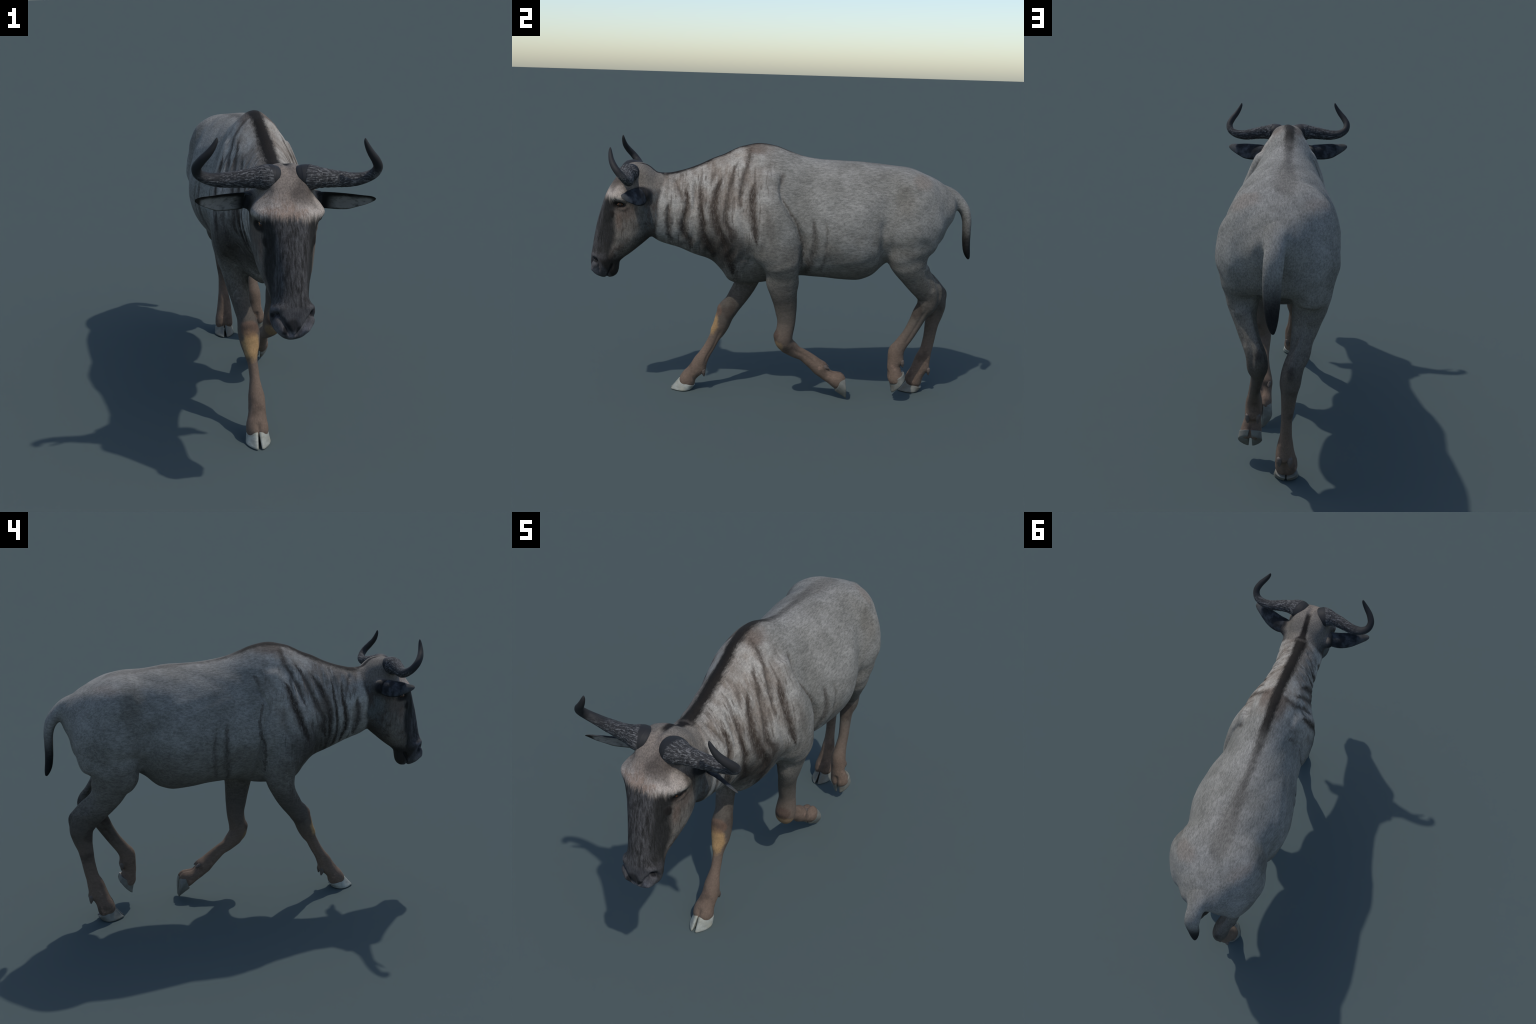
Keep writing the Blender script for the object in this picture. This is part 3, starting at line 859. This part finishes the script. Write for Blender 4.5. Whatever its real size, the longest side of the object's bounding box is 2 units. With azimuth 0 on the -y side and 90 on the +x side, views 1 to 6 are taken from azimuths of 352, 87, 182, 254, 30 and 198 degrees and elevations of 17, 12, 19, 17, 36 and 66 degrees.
def eye_material():
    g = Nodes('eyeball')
    r = g.m('SQRT', g.add(g.m('POWER', g.mul(g.y, .75), 2.), g.m('POWER', g.add(g.z, .001), 2.)))
    col = g.mix(g.step(r, .0058, .0072), (.002, .002, .002), (.24, .075, .018))
    col = g.mix(g.step(r, .0095, .0115), col, (.01, .006, .004))
    col = g.mix(g.step(g.z, .002, -.004), col, (.035, .014, .006))
    return g.finish(col, .12, .5)


COAT, HORN = coat(), horn_material()
HOOF_PALE = hoof_material('pale_hoof', (.31, .32, .28), (.26, .25, .19))
HOOF_DULL = hoof_material('dull_hoof', (.155, .157, .137), (.12, .10, .07))
DEW = hoof_material('dewclaw_horn', (.115, .090, .074), (.07, .055, .045))
EAR, EAR_IN, EYE = ear_material(False), ear_material(True), eye_material()

# ---------------------------------------------------------------- objects
scene = bpy.context.scene.collection


def link(ob, parent=None, kind=None):
    scene.objects.link(ob)
    if parent:
        ob.parent = parent
    if kind:
        ob['kind'] = kind
    return ob


root = link(bpy.data.objects.new('wildebeest', None))
root['label'] = 'grey striped wildebeest walking, dark curved horns, brown legs'
root['category'] = 'wildebeest'


def mesh_object(name, V, F, mats, parent, face_mats=None, normals=None):
    me = bpy.data.meshes.new(name)
    me.from_pydata(V.tolist(), [], [tuple(int(i) for i in f) for f in F])
    for m in mats:
        me.materials.append(m)
    me.polygons.foreach_set('use_smooth', np.ones(len(me.polygons), bool))
    if face_mats is not None:
        me.polygons.foreach_set('material_index', A(face_mats, np.int32))
    me.update()
    if normals is not None:
        me.normals_split_custom_set_from_vertices(normals.tolist())
    return link(bpy.data.objects.new(name, me), parent)


# the skin, cut by region: nearest component names the limb; head, neck, torso and abdomen by planes
fl = part[Q[:, 0]]
C = P[Q].mean(1)
region = np.array(names, object)[fl]
t = region == 'torso'
region[t & (C[:, 1] < -.30 - .35 * (C[:, 2] - 1.0))] = 'neck'
region[t & (C[:, 1] > .15)] = 'abdomen'
region[(region == 'neck') & (C[:, 1] < -.69)] = 'head'
region[(region == 'hindlimb_left') & (C[:, 2] > 1.05)] = 'abdomen'
region[(region == 'hindlimb_right') & (C[:, 2] > 1.05)] = 'abdomen'
PART = {}
for r in ('torso', 'abdomen', 'neck', 'head', 'forelimb_left', 'forelimb_right', 'hindlimb_left', 'hindlimb_right', 'tail'):
    q = Q[region == r]
    used, inv = np.unique(q, return_inverse=True)
    PART[r] = mesh_object(r.split('_')[0], P[used], inv.reshape(-1, 4), [COAT], root, normals=N[used])


# horns
HORN_SPINE = A([  # x, y, z, radius up, radius fore-aft
    (.036, -.786, 1.190, .036, .040), (.043, -.787, 1.192, .044, .049), (.054, -.788, 1.193, .0475, .054), (.068, -.790, 1.195, .0475, .055),
    (.092, -.793, 1.196, .044, .050), (.122, -.793, 1.195, .0365, .037), (.155, -.790, 1.192, .033, .0315),
    (.190, -.783, 1.188, .030, .028), (.245, -.774, 1.184, .0255, .024), (.290, -.776, 1.192, .021, .021),
    (.318, -.790, 1.210, .0185, .0185), (.325, -.810, 1.234, .0175, .0175), (.310, -.834, 1.264, .016, .016),
    (.287, -.849, 1.292, .0135, .0135), (.270, -.855, 1.318, .010, .010), (.261, -.857, 1.338, .006, .006),
    (.259, -.857, 1.347, .002, .002)])


def horn(sgn):
    t = np.r_[0, np.cumsum(np.linalg.norm(np.diff(HORN_SPINE[:, :3], axis=0), axis=1))]
    q = np.linspace(0, t[-1], 220)
    c = catmull(t, HORN_SPINE[:, :3], q); r = pchip(t, HORN_SPINE[:, 3:], q)
    T = unit(np.gradient(c, q, axis=0))
    # carry the frame along the bend
    D = [unit(A((0, 1., .0)) - T[0] * T[0][1])]
    for k in range(1, len(q)):
        v = D[-1] - T[k] * (D[-1] @ T[k]); D.append(v / np.linalg.norm(v))
    D = A(D); U = np.cross(T, D)
    a = np.linspace(0, 2 * np.pi, 64, endpoint=False)
    # growth ridges and knobbles over the rough boss, dying out before the tip
    boss = (smooth(.03, .06, q) * (1 - smooth(.17, .30, q)))[:, None]
    rib = np.sin(330 * q[:, None] + 1.4 * np.sin(3 * a) + 2.2 * np.sin(47 * q[:, None] + a)) * (.5 + .5 * np.sin(2 * a + 60 * q[:, None]))
    knob = np.sin(7 * a + 90 * q[:, None] + sgn) * np.sin(140 * q[:, None] + 2 * np.sin(2 * a))
    r = r[:, None, :] * (1 + boss * (.022 * rib + .020 * knob))[..., None]
    rings = c[:, None] + U[:, None] * (r[..., 0] * np.sin(a))[..., None] + D[:, None] * (r[..., 1] * np.cos(a))[..., None]
    rings = rings * A((sgn, 1, 1))
    V, F = skin_rings(roll_head(rings))
    if sgn < 0:
        F = [f[::-1] for f in F]
    return mesh_object('horn', V, F, [HORN], PART['head'])


for sgn in (1, -1):
    horn(sgn)

# ears: a leaf rolled into a half cup, opening forward and down
EAR_ST = A([  # x, upper edge y z, lower edge y z, outer bulge, inner bulge
    (.100, -.752, 1.120, -.700, 1.080, .026, -.026), (.120, -.754, 1.126, -.699, 1.072, .026, -.020),
    (.145, -.756, 1.133, -.704, 1.064, .024, .006), (.175, -.763, 1.134, -.707, 1.060, .022, .013),
    (.205, -.774, 1.134, -.716, 1.059, .021, .014), (.240, -.785, 1.133, -.733, 1.062, .018, .012),
    (.275, -.793, 1.130, -.754, 1.076, .014, .008), (.303, -.802, 1.129, -.773, 1.090, .010, .005),
    (.320, -.804, 1.125, -.784, 1.101, .007, .002), (.329, -.801, 1.119, -.793, 1.110, .003, -.001)])


def ear(sgn):
    q = np.linspace(EAR_ST[0, 0], EAR_ST[-1, 0], 50)
    c = pchip(EAR_ST[:, 0], EAR_ST[:, 1:], q)
    m = 18
    s = np.linspace(0, 1, m)
    out = unit(A((0, .70, .72)))
    rings = []
    for x, (yt, zt, yb, zb, do, di) in zip(q, c):
        a, b = A((x, yt, zt)), A((x, yb, zb))
        f = np.sin(np.pi * s)[:, None] ** .8
        o = a + (b - a) * s[:, None] + out * do * f
        i = a + (b - a) * s[:, None] + out * di * f
        k = slice(m - 2, 0, -1)
        rings.append(np.concatenate([o, i[k]]))
    rings = A(rings) * A((sgn, 1, 1))
    V, F = skin_rings(roll_head(rings))
    mm = rings.shape[1]
    fm = [1 if (i < (len(rings) - 1) * mm and (i % mm) >= m - 1 and i // mm > 9) else 0 for i in range(len(F))]
    if sgn < 0:
        F = [f[::-1] for f in F]
    return mesh_object('ear', V, F, [EAR, EAR_IN], PART['head'], face_mats=fm)


for sgn in (1, -1):
    ear(sgn)


# hooves: two claws each; local frame: a = forward along the sole, s = sideways, h = up
def claw(sgn):
    n = 36
    rings = []
    for k in np.linspace(0, 1, 9):
        heel = .004 - .014 * k; toe = .122 - .044 * k ** .9
        wide = .051 - .006 * k; gap = .0075 - .005 * k
        a = np.linspace(0, 2 * np.pi, n, endpoint=False)
        u = (1 - np.cos(a)) / 2                                   # heel 0 .. toe 1
        outer = wide * np.sin(np.pi * np.clip(u, 0, 1) ** .78) ** .62
        outer = outer * (1 - .30 * u ** 2) + .012 * u
        s = np.where(np.sin(a) >= 0, np.maximum(outer, gap), gap)
        x = heel + (toe - heel) * u
        hh = k * (.019 + (.052 - .019) * u ** 1.2)
        rings.append(np.stack([x, sgn * s, hh + 0 * x], 1))
    rings = A(rings)
    sole = rings[0].copy(); sole[:, :2] = sole[:, :2].mean(0) + .93 * (sole[:, :2] - sole[:, :2].mean(0)); sole[:, 2] -= .0
    rings[1:, :, 2] += 0
    rings[0] = rings[0]
    top = rings[-1].copy(); top[:, :2] = top[:, :2].mean(0) + .86 * (top[:, :2] - top[:, :2].mean(0)); top[:, 2] += .003
    V, F = skin_rings(np.concatenate([sole[None], rings + A((0, 0, .003)), top[None] + A((0, 0, .002))]))
    return V, ([f[::-1] for f in F] if sgn > 0 else F)


HOOVES = {  # heel point on the sole, toe point, sole normal pointing up into the limb
    'forelimb_right': ((-.086, -.464, .0), (-.0865, -.587, .0), (0, 0, 1)),
    'forelimb_left': ((.036, .349, .128), (.042, .361, .002), (0, -1, 0)),
    'hindlimb_left': ((.068, .674, .143), (.068, .602, .048), (0, -.75, .65)),
    'hindlimb_right': ((-.098, .792, .0), (-.098, .669, .0), (0, 0, 1))}
for limb, (heel, toe, up) in HOOVES.items():
    heel, toe, up = A(heel), A(toe), A(up, float)
    f = unit(toe - heel); u = unit(up - f * (up @ f)); s = np.cross(u, f)
    L = np.linalg.norm(toe - heel) / .123
    for sgn in (1, -1):
        V, F = claw(sgn)
        W = heel + L * (V[:, :1] * f) + V[:, 1:2] * s + L * V[:, 2:] * u
        mesh_object('hoof', W, F, [HOOF_PALE if limb == 'forelimb_right' else HOOF_DULL], PART[limb])


# dewclaws: two blunt spurs behind each fetlock
for limb, c, d in (('forelimb_right', (-.079, -.408, .100), (0, .15, -1)), ('forelimb_left', (.033, .245, .176), (0, .9, -.40)),
                   ('hindlimb_left', (.058, .648, .212), (0, .18, -1)), ('hindlimb_right', (-.090, .828, .118), (0, .15, -1))):
    d = unit(A(d, float)); c = A(c)
    for sgn in (1, -1):
        b = c + A((sgn * .022, 0, 0))
        V, F = limb_loft([(*(b - d * .022), .006, .006), (*(b - d * .014), .0115, .012), (*(b - d * .003), .012, .012), (*(b + d * .007), .0095, .009),
                          (*(b + d * .016), .006, .0055), (*(b + d * .022), .0022, .0022)], m=18, per=5)
        mesh_object('dewclaw', V, F, [DEW], PART[limb])

# eyes
for sgn in (1, -1):
    V, F = blob((0, 0, 0), (.018, .021, .015), m=32)
    o = mesh_object('eye', V, F, [EYE], PART['head'])
    o.location = roll_head((sgn * .0905, -.836, 1.040))
